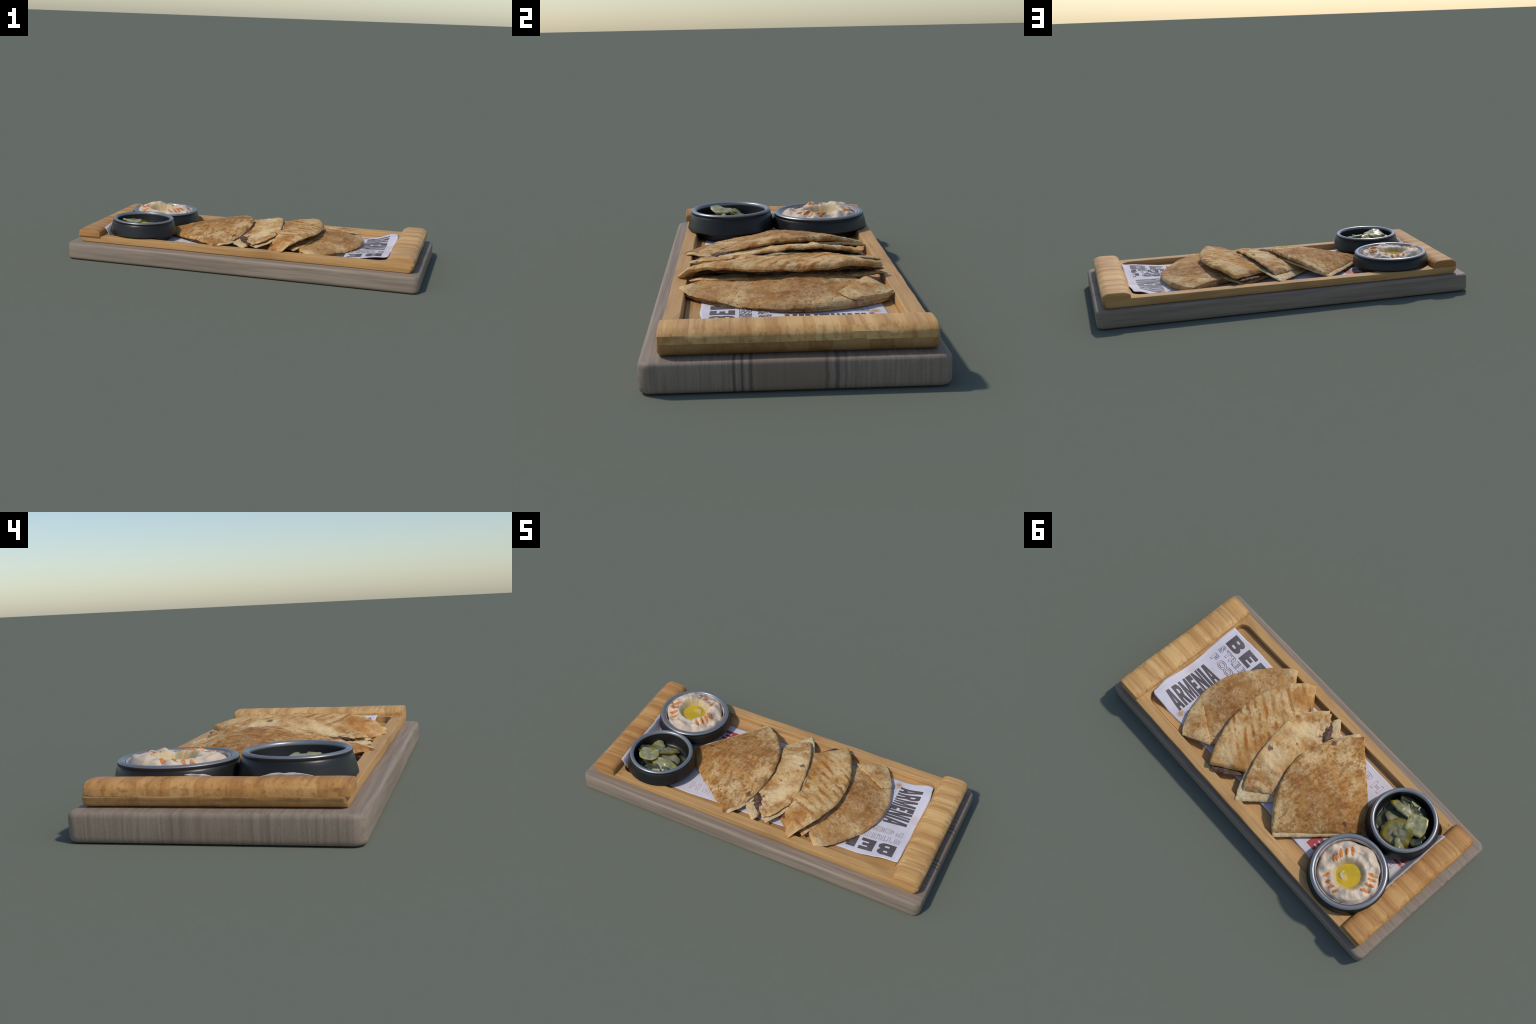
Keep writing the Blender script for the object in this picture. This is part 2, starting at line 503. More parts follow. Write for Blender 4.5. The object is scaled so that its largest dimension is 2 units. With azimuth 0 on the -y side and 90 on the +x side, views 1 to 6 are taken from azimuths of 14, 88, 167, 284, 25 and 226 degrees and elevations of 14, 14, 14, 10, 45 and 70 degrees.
def build_paper():
    base = (0.0, 0.0, 0.115)
    sheet = thing("paper_sheet", base, "crumpled white greaseproof paper with printed block lettering", "printed paper")
    nx, ny = 190, 70
    verts, faces = [], []
    for i in range(nx + 1):
        f = i / nx
        x = -0.826 + f * (0.809 + 0.826)
        for j in range(ny + 1):
            g = j / ny
            y0 = -0.303 + 0.022 * smooth(-0.3, 0.8, x) + 0.03 * smooth(0.6, 0.82, x) * 0.3 + 0.003 * n3(x * 9, 1, 2)
            y1 = 0.284 + 0.036 * smooth(0.0, 0.75, x) + 0.004 * n3(x * 8, 6, 2) - 0.01 * smooth(0.785, 0.812, x)
            y = y0 + (y1 - y0) * g
            xx = x + (0.004 * n3(y * 12, 3, 5) if i in (0, nx) else 0) - 0.012 * smooth(0.76, 0.812, x) * smooth(0.2, 0.33, y)
            verts.append((xx, y, paper_z(xx, y)))
    W = ny + 1
    for i in range(nx):
        for j in range(ny):
            faces.append((i * W + j, (i + 1) * W + j, (i + 1) * W + j + 1, i * W + j + 1))
    ob = make("paper", verts, faces, paper_material(), sheet, base)
    so = ob.modifiers.new("thickness", "SOLIDIFY")
    so.thickness, so.offset = 0.0012, -1

    black = ink("black_ink", (0.098, 0.078, 0.078))
    red = ink("red_ink", (0.46, 0.055, 0.055), 0.1, (0.5, 0.1, 0.1))
    line = ink("thin_black_ink", (0.36, 0.32, 0.33), 0.3)
    pink = ink("thin_red_ink", (0.45, 0.27, 0.28), 0.3)
    # the big word across the right end: reads towards -y, tops point to +x
    y = 0.272
    for ch, w in zip("ARMENIA", (.052, .049, .056, .040, .049, .022, .050)):
        solid_letter(ch, (0.628, y), (0, 0.0045 - w * 0.915), (0.130, 0), black, sheet)
        y -= w * 0.915
    # the word along the front edge: reads towards -x, tops point to -y
    x = 0.768
    for ch, w in zip("BEI", (.092, .078, .05)):
        solid_letter(ch, (x, -0.171), (-w, 0), (0, -0.081), black, sheet)
        x -= w + 0.018
    outline_word("STREE", (0.768, -0.122), math.pi, 0.036, 0.20, line, sheet)
    outline_word("FOOD", (0.766, -0.060), math.pi, 0.038, 0.205, line, sheet, wide=1.42)
    outline_word("E", (0.555, 0.262), -math.pi / 2, 0.055, 0.04, line, sheet)
    # the left half of the print
    outline_word("LPH", (-0.228, -0.221), math.pi, 0.046, 0.20, pink, sheet)
    outline_word("A", (-0.335, -0.145), math.pi, 0.048, 0.05, line, sheet)
    for ch, x, w in (("E", -0.372, .078), ("I", -0.462, .028)):
        solid_letter(ch, (x, 0.242), (-w, 0), (0, -0.078), red, sheet)
    for ch, y, w in (("N", -0.034, .05), ("I", -0.19, .03), ("I", -0.285, .025)):
        solid_letter(ch, (-0.805, y), (0, -w), (0.12, 0), red, sheet)
    outline_word("H", (-0.715, 0.005), math.pi, 0.036, 0.05, pink, sheet)


# ----------------------------------------------------------- the flatbreads
def bread_material(name, base, tan, pale, brown, toast, speck, grill=None, dark_spots=(), pale_spots=(), mini=None, burnt=()):
    """grill = (angle, spacing, strength, x, y, radius) for broad toasted stripes."""
    m = Mat(name, 0.8, Specular_IOR_Level=0.2)
    v = m.co(base)
    w = m.warp(v, 16, 0.05)
    c = m.mix(m.ramp(m.noise(v, 9, 4, 0.6, 0.4), 0.42, 0.62), tan, pale)
    flour = tuple(min(1.0, k * f) for k, f in zip(pale, (1.06, 1.12, 1.25)))
    c = m.mix(m.ramp(m.noise(m.warp(v, 20, 0.03), 14, 4, 0.6), 0.56, 0.68, 0, 0.65), c, flour)
    c = m.mix(m.ramp(m.noise(v, 75, 3, 0.6), 0.42, 0.7, 0, 0.5), c, tuple(k * 0.74 for k in tan))
    for px, py, r, s in pale_spots:
        c = m.mix(m.math("MULTIPLY", m.spot(w, px, py, r, 0.6), s), c, pale)
    t = m.math("ADD", m.math("MULTIPLY", m.noise(w, 11, 5, 0.62), 0.62), m.math("MULTIPLY", m.noise(m.warp(v, 40, 0.02), 48, 4, 0.6), 0.38))
    t1 = m.ramp(t, 0.55 - 0.16 * toast, 0.66 - 0.12 * toast, 0, 0.88)
    keep = t1
    for px, py, r, s in pale_spots:
        keep = m.math("MULTIPLY", keep, m.math("SUBTRACT", 1.0, m.math("MULTIPLY", m.spot(w, px, py, r, 0.6), s * 0.85)))
    c = m.mix(keep, c, brown)
    for px, py, r, s in dark_spots:
        c = m.mix(m.math("MULTIPLY", m.math("MULTIPLY", m.spot(w, px, py, r, 0.7), s), m.ramp(m.noise(v, 40, 4), 0.3, 0.6, 0.4, 1)), c, brown)
    deep = tuple(k * f for k, f in zip(brown, (0.62, 0.50, 0.45)))
    if grill:
        for ang, gap, strength, gx, gy, gr, sharp in grill:
            wav = m.node("TexWave", wave_type="BANDS", bands_direction="X", wave_profile="SIN")
            m.set(wav.inputs["Vector"], m.warp(m.warp(m.co(base, rot=ang), 9, 0.035), 28, 0.012))
            wav.inputs["Scale"].default_value = 0.31416 / gap
            wav.inputs["Distortion"].default_value = 0.0
            f = m.ramp(wav.outputs["Fac"], sharp, 0.98)
            brk = m.ramp(m.noise(m.co(base, (12, 11, 6), rot=ang), 1.3, 3), 0.36, 0.55)
            f = m.math("MULTIPLY", m.math("MULTIPLY", f, brk), m.math("MULTIPLY", m.spot(w, gx, gy, gr, 0.4), strength))
            c = m.mix(f, c, brown)
    if mini:
        ang, strength = mini
        rip = m.noise(m.warp(m.co(base, (24, 50, 20), rot=ang), 1.5, 0.3), 1.0, 2, 0.5, 0.3)
        c = m.mix(m.ramp(rip, 0.50, 0.64, 0, strength), c, tuple(k * 0.85 for k in brown))
    # small burnt specks
    patch = m.ramp(m.noise(v, 8, 3), 0.35, 0.65, 0.3, 1.0)
    sp = m.ramp(m.noise(v, 135, 2, 0.5), 0.615, 0.675)
    c = m.mix(m.math("MULTIPLY", m.math("MULTIPLY", sp, patch), speck), c, (0.13, 0.062, 0.026))
    sp2 = m.ramp(m.noise(v, 70, 2, 0.5), 0.69, 0.73)
    c = m.mix(m.math("MULTIPLY", sp2, speck * 0.8), c, (0.11, 0.048, 0.022))
    for px, py, r, s in burnt:
        c = m.mix(m.math("MULTIPLY", m.spot(m.warp(v, 45, 0.05), px, py, r, 0.35), s), c, (0.085, 0.04, 0.035))
    h = m.math("ADD", m.noise(v, 55, 4), m.math("MULTIPLY", m.noise(v, 20, 3), 1.5))
    m.bump(h, 0.75, 0.005)
    return m.out(c)


def meat_material():
    m = Mat("minced_meat", 0.65, Specular_IOR_Level=0.2)
    v = m.co()
    c = m.mix(m.ramp(m.noise(v, 45, 4), 0.35, 0.7), (0.075, 0.040, 0.028), (0.175, 0.090, 0.058))
    c = m.mix(m.ramp(m.noise(v, 90, 2), 0.62, 0.72, 0, 0.6), c, (0.26, 0.15, 0.10))
    m.bump(m.noise(v, 70, 4), 0.8, 0.004)
    return m.out(c)


def sheet_mesh(arc, apex, thick, bulge=0.01, amp=0.003, freq=11, seed=0, nu=110, nv=70, jag=0.0025, s1=1.0, t0=0.0, t1=1.0, dz=0.0, ridges=(), soft=0.85, droop=0.0, ruffle=0.003, sag=1.0):
    """A wedge of flatbread: rays run from the apex to the curved rim. Returns verts, faces.
    arc and apex give the TOP surface; the sheet is `thick` deep with rounded edges."""
    A = spline(arc, 400)
    apex = np.array(apex, float)
    ease = lambda k, n: 0.5 - 0.5 * math.cos(math.pi * (0.06 + 0.88 * k / n)) if 0 < k < n else (0.0 if k == 0 else 1.0)
    top, bot = {}, {}
    verts, faces = [], []
    R = float(np.mean(np.linalg.norm(A - apex, axis=1)))
    AL = float(np.sum(np.linalg.norm(np.diff(A, axis=0), axis=1)))
    for i in range(nu + 1):
        t = t0 + (t1 - t0) * ease(i, nu)
        k = t * 400
        k0 = min(399, int(k))
        rim = A[k0] + (A[k0 + 1] - A[k0]) * (k - k0)
        for j in range(nv + 1):
            s = 0.05 + (s1 - 0.05) * ease(j, nv)
            x, y, z = apex + (rim - apex) * s
            z = apex[2] + (rim[2] - apex[2]) * s ** sag
            e = 1 - min(1, min(s1 - s, 2.0 * s * min(t - t0, t1 - t)) / 0.12)
            x += jag * e * n3(seed + x * 32, y * 32, 1)
            y += jag * e * n3(seed + x * 32, y * 32, 9)
            z += dz + bulge * math.sin(math.pi * min(1, max(0, s)) ** 1.3) * max(0.0, math.sin(math.pi * (t - t0) / (t1 - t0))) ** 0.7
            z += amp * n3(x * freq + seed, y * freq, seed * 1.7) + 0.5 * amp * n3(x * freq * 3.6, y * freq * 3.6, seed)
            z += ruffle * e * n3(x * 19 + seed, y * 19, 2 + seed, 2) - droop * e * e
            for rx, ry, rl, rw, ra, rh in ridges:
                u = (x - rx) * math.cos(ra) + (y - ry) * math.sin(ra)
                w = -(x - rx) * math.sin(ra) + (y - ry) * math.cos(ra)
                z += rh * math.exp(-(u / rl) ** 2 - (w / rw) ** 2)
            d = min((s1 - s) * R, s * AL * min(t - t0, t1 - t), (s - 0.05) * R + 0.0 if s < 0.2 else 9)
            q = min(1.0, d / (thick * soft))
            h = thick * math.sqrt(max(0.0, 1 - (1 - q) ** 2))
            edge = i in (0, nu) or j in (0, nv)
            mid = z - thick / 2
            top[i, j] = len(verts)
            verts.append((x, y, mid if edge else mid + h / 2))
            if edge:
                bot[i, j] = top[i, j]
            else:
                bot[i, j] = len(verts)
                verts.append((x, y, mid - h / 2))
    for i in range(nu):
        for j in range(nv):
            faces.append((top[i, j], top[i + 1, j], top[i + 1, j + 1], top[i, j + 1]))
            faces.append((bot[i, j], bot[i, j + 1], bot[i + 1, j + 1], bot[i + 1, j]))
    return verts, faces


def above_paper(verts, lift=0.0015):
    return [(x, y, max(z, paper_z(x, y) + lift) if z < 0.14 and abs(y) < 0.33 else z) for x, y, z in verts]


def lump(name, pts, r, mat, parent, base, seed, flat=0.5):
    """Rough rope of minced filling along pts."""
    P = spline(pts, 24)
    verts, faces = [], []
    m = 14
    for i, p in enumerate(P):
        f = i / 24
        rr = r * math.sqrt(max(0.02, 1 - (2 * f - 1) ** 2))
        tan = P[min(24, i + 1)] - P[max(0, i - 1)]
        tan /= np.linalg.norm(tan)
        side = np.cross(tan, (0, 0, 1))
        side /= np.linalg.norm(side)
        up = np.cross(side, tan)
        for k in range(m):
            a = 2 * math.pi * k / m
            q = rr * (1 + 0.6 * n3(f * 8 + seed, math.cos(a) * 2, math.sin(a) * 2))
            verts.append(tuple(p + side * q * math.cos(a) * 1.3 + up * q * math.sin(a) * flat))
    for i in range(24):
        for k in range(m):
            j = (k + 1) % m
            faces.append((i * m + k, i * m + j, (i + 1) * m + j, (i + 1) * m + k))
    faces.append(tuple(range(m)))
    faces.append(tuple(24 * m + k for k in range(m)))
    return make(name, verts, faces, mat, parent, base)


def build_breads():
    meat = meat_material()

    def wedge(label, base):
        return thing("flatbread_wedge", base, label, "stuffed flatbread")

    def part(name, arc, apex, thick, mat, parent, **kw):
        v, f = sheet_mesh(arc, apex, thick, **kw)
        return make(name, above_paper(v), f, mat, parent, tuple(parent.location))

    tan, pale, brown = (0.545, 0.30, 0.102), (0.70, 0.48, 0.235), (0.33, 0.13, 0.030)

    # --- wedge nearest the right end, lying flat, with a folded flap
    b = (0.36, 0.0, 0.13)
    W = wedge("flat toasted flatbread wedge with folded corner flap", b)
    arc = [(.497, .356, .145), (.53, .325, .145), (.568, .265, .145), (.6, .195, .146), (.62, .11, .146), (.625, .055, .145), (.621, .0, .143), (.612, -.045, .141), (.598, -.09, .139), (.568, -.155, .138), (.52, -.228, .139), (.478, -.285, .142), (.419, -.342, .149), (.378, -.366, .154)]
    mA = bread_material("toasted_bread_speckled", b, (0.545, 0.30, 0.105), pale, (0.29, 0.112, 0.025), 0.48, 1.0,
                        dark_spots=((.52, .03, .09, .5), (.44, .1, .11, .6), (.4, -.12, .09, .35), (.53, -.09, .05, .6), (.46, -.27, .06, .6), (.56, -.03, .05, .6)),
                        pale_spots=((.62, .12, .05, .9), (.6, .17, .04, .7), (.61, -.02, .03, .6), (.54, -.2, .03, .5), (.4, -.35, .05, .8), (.5, .3, .06, .8), (.47, -.3, .03, .5)))
    part("top_layer", arc, (.02, .08, .15), 0.027, mA, W, bulge=0.027, amp=0.0045, seed=1, ridges=((.50, -.13, .1, .03, 1.1, .004), (.56, .19, .05, .018, 1.2, -.004)))
    low = [(x - .004 * (x > .45), y * .985, z - .02) for x, y, z in arc]
    part("bottom_layer", low, (.02, .08, .135), 0.014, mA, W, bulge=0.004, amp=0.002, seed=2)
    part("meat_filling", [(x, y, z - .014) for x, y, z in arc], (.02, .08, .14), 0.015, meat, W, bulge=0.006, amp=0.004, freq=30, seed=3, s1=.94, t0=.012, t1=.985)
    mF = bread_material("flap_bread", b, (0.62, 0.385, 0.155), (0.72, 0.51, 0.26), (0.38, 0.155, 0.036), 0.15, 0.8, dark_spots=((.49, .255, .04, 1.0), (.455, .31, .03, .3), (.39, .30, .03, .4)))
    flap = [(.497, .357, .1475), (.530, .326, .1475), (.567, .265, .1475), (.589, .215, .150), (.573, .187, .156), (.547, .166, .163)]
    part("folded_flap", flap, (.345, .282, .160), 0.009, mF, W, bulge=0.012, amp=0.002, seed=4, nu=60, nv=50, soft=0.6, ruffle=.001)

    # --- grilled wedge leaning on it
    b = (0.13, 0.0, 0.14)
    W = wedge("pale flatbread wedge with brown grill stripes", b)
    arc = [(.264, .358, .186), (.295, .321, .200), (.328, .257, .210), (.364, .168, .214), (.384, .1, .214), (.392, .032, .213), (.393, -.035, .213), (.387, -.105, .214), (.366, -.168, .214), (.346, -.226, .213), (.313, -.29, .206), (.280, -.336, .191), (.241, -.376, .162)]
    mB = bread_material("grilled_bread", b, (0.57, 0.32, 0.11), (0.70, 0.485, 0.235), (0.37, 0.135, 0.022), 0.22, 0.55,
                        grill=((-1.02, .043, 1.0, .27, .05, .17, .35), (-1.12, .045, .8, .22, -.22, .13, .4)),
                        dark_spots=((.22, .33, .03, .6), (.15, .25, .05, .6), (.25, -.3, .04, .6), (.34, -.22, .03, .5), (.22, -.24, .05, .6), (.18, .1, .07, .5), (.17, -.28, .04, .6)),
                        pale_spots=((.28, .12, .05, .8), (.33, .17, .05, .6), (.31, -.1, .05, .5), (.33, -.28, .05, .6), (.28, -.34, .04, .6), (.25, .24, .05, .7), (.3, -.17, .04, .6)))
    part("top_layer", arc, (-.14, .055, .147), 0.024, mB, W, bulge=0.013, amp=0.005, seed=11, ruffle=.004, ridges=((.225, -.275, .06, .012, 2.3, .008), (.19, -.30, .07, .02, 2.3, -.006), (.30, .21, .07, .03, .6, .005), (.25, .30, .08, .02, .7, -.005), (.085, -.225, .12, .075, 2.3, -.034), (.22, -.2, .07, .06, 0, -.008)), droop=.003)
    low = [(.238, .374, .140), (.26, .34, .150), (.315, .24, .156), (.342, .15, .156), (.355, .05, .157), (.362, -.04, .162), (.368, -.12, .165), (.358, -.2, .163), (.335, -.268, .160), (.300, -.334, .152)]
    part("bottom_layer", low, (-.12, .055, .124), 0.013, mB, W, sag=1.6, bulge=0.002, amp=0.003, seed=12)
    part("meat_filling", [(x * .985, y * .985, z - .022) for x, y, z in arc], (-.14, .055, .132), 0.018, meat, W, sag=1.3, bulge=0.003, amp=0.005, freq=30, seed=13, s1=.93, t0=-0.0, t1=.985)
    lump("meat_lump", [(.25, .358, .156), (.215, .331, .153), (.17, .294, .148), (.12, .258, .143)], .015, meat, W, b, 4)

    # --- pale wrinkled wedge
    b = (-0.05, 0.0, 0.14)
    W = wedge("pale wrinkled flatbread wedge with two loose layers", b)
    arc = [(.047, .321, .166), (.07, .285, .188), (.098, .222, .208), (.127, .14, .220), (.145, .073, .222), (.161, -.013, .219), (.169, -.075, .213), (.169, -.149, .200), (.155, -.207, .190), (.121, -.269, .179), (.085, -.308, .170), (.062, -.325, .163)]
    mC = bread_material("pale_wrinkled_bread", b, (0.58, 0.345, 0.13), (0.72, 0.52, 0.27), (0.37, 0.14, 0.026), 0.27, 0.5,
                        dark_spots=((.045, .26, .05, .8), (.02, .19, .03, .5), (-.04, .2, .03, .6), (.12, -.22, .03, .7), (.12, -.06, .03, .6), (.0, -.1, .04, .6), (.06, -.27, .03, .5), (.11, .16, .03, .6), (-.02, .1, .05, .4)),
                        pale_spots=((.10, -.08, .05, .9), (.06, -.16, .05, .9), (.06, .09, .06, .8), (.1, -.15, .04, .6)), burnt=((.112, .070, .011, .8), (.004, -.19, .012, .8), (.005, .15, .007, .7)))
    rid = ((.06, -.02, .09, .018, .5, .006), (.03, -.19, .06, .014, .9, .004), (.075, -.23, .05, .016, .9, -.008), (.02, .13, .07, .014, .15, .007), (.03, .23, .05, .012, .8, -.006), (.0, .25, .06, .014, .7, .006), (.09, .19, .05, .014, 1.2, -.006), (.04, -.27, .05, .012, .7, .004), (.01, -.22, .05, .04, .9, -.006))
    part("top_layer", arc, (-.27, .04, .135), 0.014, mC, W, bulge=0.003, amp=0.0055, freq=13, seed=21, ridges=rid, jag=.004)
    low = [(.035, .387, .143), (.052, .357, .152), (.074, .322, .161), (.1, .265, .172), (.125, .213, .180), (.142, .15, .188), (.160, .07, .199), (.171, -.02, .203), (.178, -.08, .197), (.178, -.15, .183), (.162, -.215, .170), (.13, -.275, .158), (.088, -.338, .146)]
    mC2 = bread_material("plain_bread", b, (0.62, 0.43, 0.21), (0.72, 0.55, 0.31), (0.48, 0.27, 0.1), 0.05, 0.25)
    part("bottom_layer", low, (-.27, .04, .118), 0.012, mC2, W, bulge=0.004, amp=0.003, seed=22)
    part("meat_filling", [(x - .012, y * .95, z - .014) for x, y, z in arc], (-.26, .04, .125), 0.016, meat, W, bulge=0.012, amp=0.005, freq=30, seed=23, s1=.93)
    lump("meat_lump", [(-.045, -.175, .160), (-.022, -.21, .162), (.002, -.245, .157), (.022, -.275, .150), (.034, -.295, .143)], .016, meat, W, b, 8, 0.4)
    scrap = [(-.068, -.262, .142), (-.055, -.285, .143), (-.025, -.315, .141), (.008, -.345, .139), (.035, -.322, .141)]
    part("torn_scrap", scrap, (.0, -.19, .152), 0.011, mC2, W, bulge=0.006, amp=0.005, freq=20, seed=24, nu=40, nv=40, jag=.006)

    # --- large toasted wedge by the bowls
    b = (-0.28, 0.0, 0.14)
    W = wedge("large brown toasted flatbread wedge, pointed towards the bowls", b)
    arc = [(-.228, .352, .147), (-.19, .319, .166), (-.138, .264, .189), (-.098, .211, .203), (-.062, .148, .213), (-.034, .08, .218), (-.019, .01, .217), (-.014, -.04, .211), (-.025, -.115, .197), (-.044, -.205, .175), (-.081, -.291, .158), (-.112, -.335, .152), (-.145, -.373, .148)]
    mD = bread_material("toasted_bread_brown", b, (0.515, 0.27, 0.083), (0.68, 0.46, 0.215), (0.30, 0.115, 0.026), 0.40, 0.85,
                        dark_spots=((-.1, .08, .05, .8), (-.2, 0, .12, .5), (-.05, -.13, .03, .7), (-.3, .1, .12, .4), (-.14, -.34, .05, .7), (-.4, 0, .1, .4)),
                        pale_spots=((-.045, -.06, .035, 1), (-.075, -.11, .035, .8), (-.09, .03, .03, .9), (-.07, .06, .03, .9), (-.2, .32, .035, .9), (-.16, .22, .05, .7), (-.17, .28, .04, .6), (-.1, -.28, .05, .7), (-.13, .14, .03, .5)),
                        mini=(-1.5, .6), burnt=((-.078, -.222, .015, .8), (-.44, .038, .012, .85), (-.15, -.365, .012, .5)))
    rid = [(-.30 + .052 * k + .01 * math.sin(k * 5), -.03 + .05 * math.sin(k * 2.3), .05, .011, 2.1 + .2 * math.sin(k), .0028) for k in range(-3, 5)]
    rid += [(-.085, .065, .05, .02, .3, -.006), (-.09, -.26, .08, .018, -1.0, -.005), (-.24, -.21, .13, .06, -.68, .011)]
    part("top_layer", arc, (-.565, -.03, .124), 0.024, mD, W, bulge=0.017, amp=0.0035, freq=12, seed=31, ridges=rid, soft=1.0)
    low = [(-.242, .362, .136), (-.2, .332, .148), (-.142, .277, .166), (-.097, .222, .178), (-.064, .16, .186), (-.042, .095, .188), (-.028, .03, .187), (-.02, -.05, .184), (-.022, -.13, .168), (-.04, -.22, .153), (-.075, -.3, .147), (-.120, -.369, .146)]
    part("bottom_layer", low, (-.57, -.03, .119), 0.011, mC2, W, bulge=0.004, amp=0.003, seed=32)
    part("meat_filling", [(x - .012, y * .985, z - .018) for x, y, z in arc], (-.56, -.03, .118), 0.014, meat, W, bulge=0.014, amp=0.005, freq=34, seed=33, s1=.96, t0=.006, t1=.985)


# ------------------------------------------------------------------ the bowls
def lathe(profile, centre, name, mat, parent, base, n=96, angle=40):
    verts, faces = [], []
    m = len(profile)
    for i in range(n):
        a = 2 * math.pi * i / n
        for r, z in profile:
            verts.append((centre[0] + r * math.cos(a), centre[1] + r * math.sin(a), z))
    for i in range(n):
        j = (i + 1) % n
        for k in range(m - 1):
            faces.append((i * m + k, j * m + k, j * m + k + 1, i * m + k + 1))
    return make(name, verts, faces, mat, parent, base, angle=angle)


def bowl_material():
    m = Mat("dark_grey_metal", 0.36, Metallic=0.1, Specular_IOR_Level=0.4)
    v = m.co()
    c = m.mix(m.noise(v, 30, 3), (0.013, 0.0125, 0.012), (0.018, 0.0175, 0.017))
    return m.out(c)


def rim_material():
    m = Mat("pale_grey_rim", 0.36, Metallic=0.55)
    v = m.co()
    return m.out(m.mix(m.noise(v, 40, 3), (0.26, 0.262, 0.275), (0.29, 0.292, 0.305)))


PB = (-0.632, -0.190)
HB = (-0.641, 0.201)


def bowl(name, centre, r_out, r_in, r_foot, top, flare_z, foot_z, inner_floor, label, mats):
    base = (centre[0], centre[1], 0.112)
    T = thing(name, base, label, "small bowl")
    mid, lip = (r_out + r_in) / 2, (r_out - r_in) / 2
    rim = [(mid + lip * math.cos(a), top - 0.011 + 0.011 * math.sin(a)) for a in np.linspace(0.45, math.pi, 13)]
    rim = [(r_out - 0.002, top - 0.012)] + rim + [(r_in + 0.0005, top - 0.017)]
    lathe(rim, centre, "rim", mats[1], T, base)
    wall = [(r_in, top - 0.014), (r_in - 0.001, top - 0.02), (r_in - 0.003, inner_floor + 0.02), (r_in - 0.011, inner_floor + 0.006), (r_in - 0.022, inner_floor), (0.0, inner_floor)][::-1]
    out = [(r_out - 0.005, top - 0.012), (r_out - 0.0005, top - 0.0075), (r_out + 0.0002, top - 0.012), (r_out - 0.001, top - 0.0165), (r_out + 0.001, top - 0.019), (r_out + 0.003, top - 0.0225)]
    for f in (0.25, 0.5, 0.75, 0.93):
        out.append((r_out + 0.003 + (r_foot - r_out - 0.003) * f, top - 0.022 + (flare_z - top + 0.022) * f))
    out += [(r_foot, flare_z - 0.003), (r_foot - 0.002, foot_z + 0.004), (r_foot - 0.008, foot_z), (r_foot - 0.028, foot_z - 0.004), (r_foot - 0.032, 0.108), (0.0, 0.107)]
    lathe(wall + out, centre, "shell", mats[0], T, base)
    return T, base


def pickle_material():
    """Discs: pale translucent flesh inside, yellow green skin at the rim."""
    m = Mat("pickle_flesh", 0.32, Subsurface_Weight=0.15)
    m.b.inputs["Subsurface Radius"].default_value = (0.02, 0.02, 0.008)
    v = m.tc.outputs["Object"]
    w = m.warp(v, 25, 0.012)
    k = m.node("VectorMath", operation="MULTIPLY")
    m.set(k.inputs[0], w)
    k.inputs[1].default_value = (1, 1, 0)
    l = m.node("VectorMath", operation="LENGTH")
    m.set(l.inputs[0], k.outputs[0])
    r = l.outputs["Value"]
    rnd = m.node("ObjectInfo").outputs["Random"]
    flesh = m.mix(m.ramp(m.noise(v, 40, 3), 0.35, 0.7), (0.41, 0.375, 0.20), (0.27, 0.255, 0.11))
    flesh = m.mix(m.ramp(rnd, 0.3, 1.0, 0, 0.45), flesh, (0.18, 0.19, 0.08))
    c = m.mix(m.ramp(r, 0.044, 0.070), flesh, (0.41, 0.32, 0.03))
    c = m.mix(m.ramp(r, 0.066, 0.078), c, (0.24, 0.18, 0.03))
    m.bump(m.noise(v, 50, 3), 0.3, 0.002)
    return m.out(c)


def green_material():
    m = Mat("dark_pickle_skin", 0.3)
    v = m.co()
    c = m.mix(m.ramp(m.noise(v, 22, 3), 0.35, 0.7), (0.035, 0.045, 0.022), (0.13, 0.125, 0.065))
    return m.out(c)


def dull_material():
    m = Mat("brownish_pickle_flesh", 0.35)
    v = m.co()
    c = m.mix(m.ramp(m.noise(v, 18, 3), 0.35, 0.7), (0.27, 0.24, 0.14), (0.15, 0.145, 0.07))
    return m.out(c)


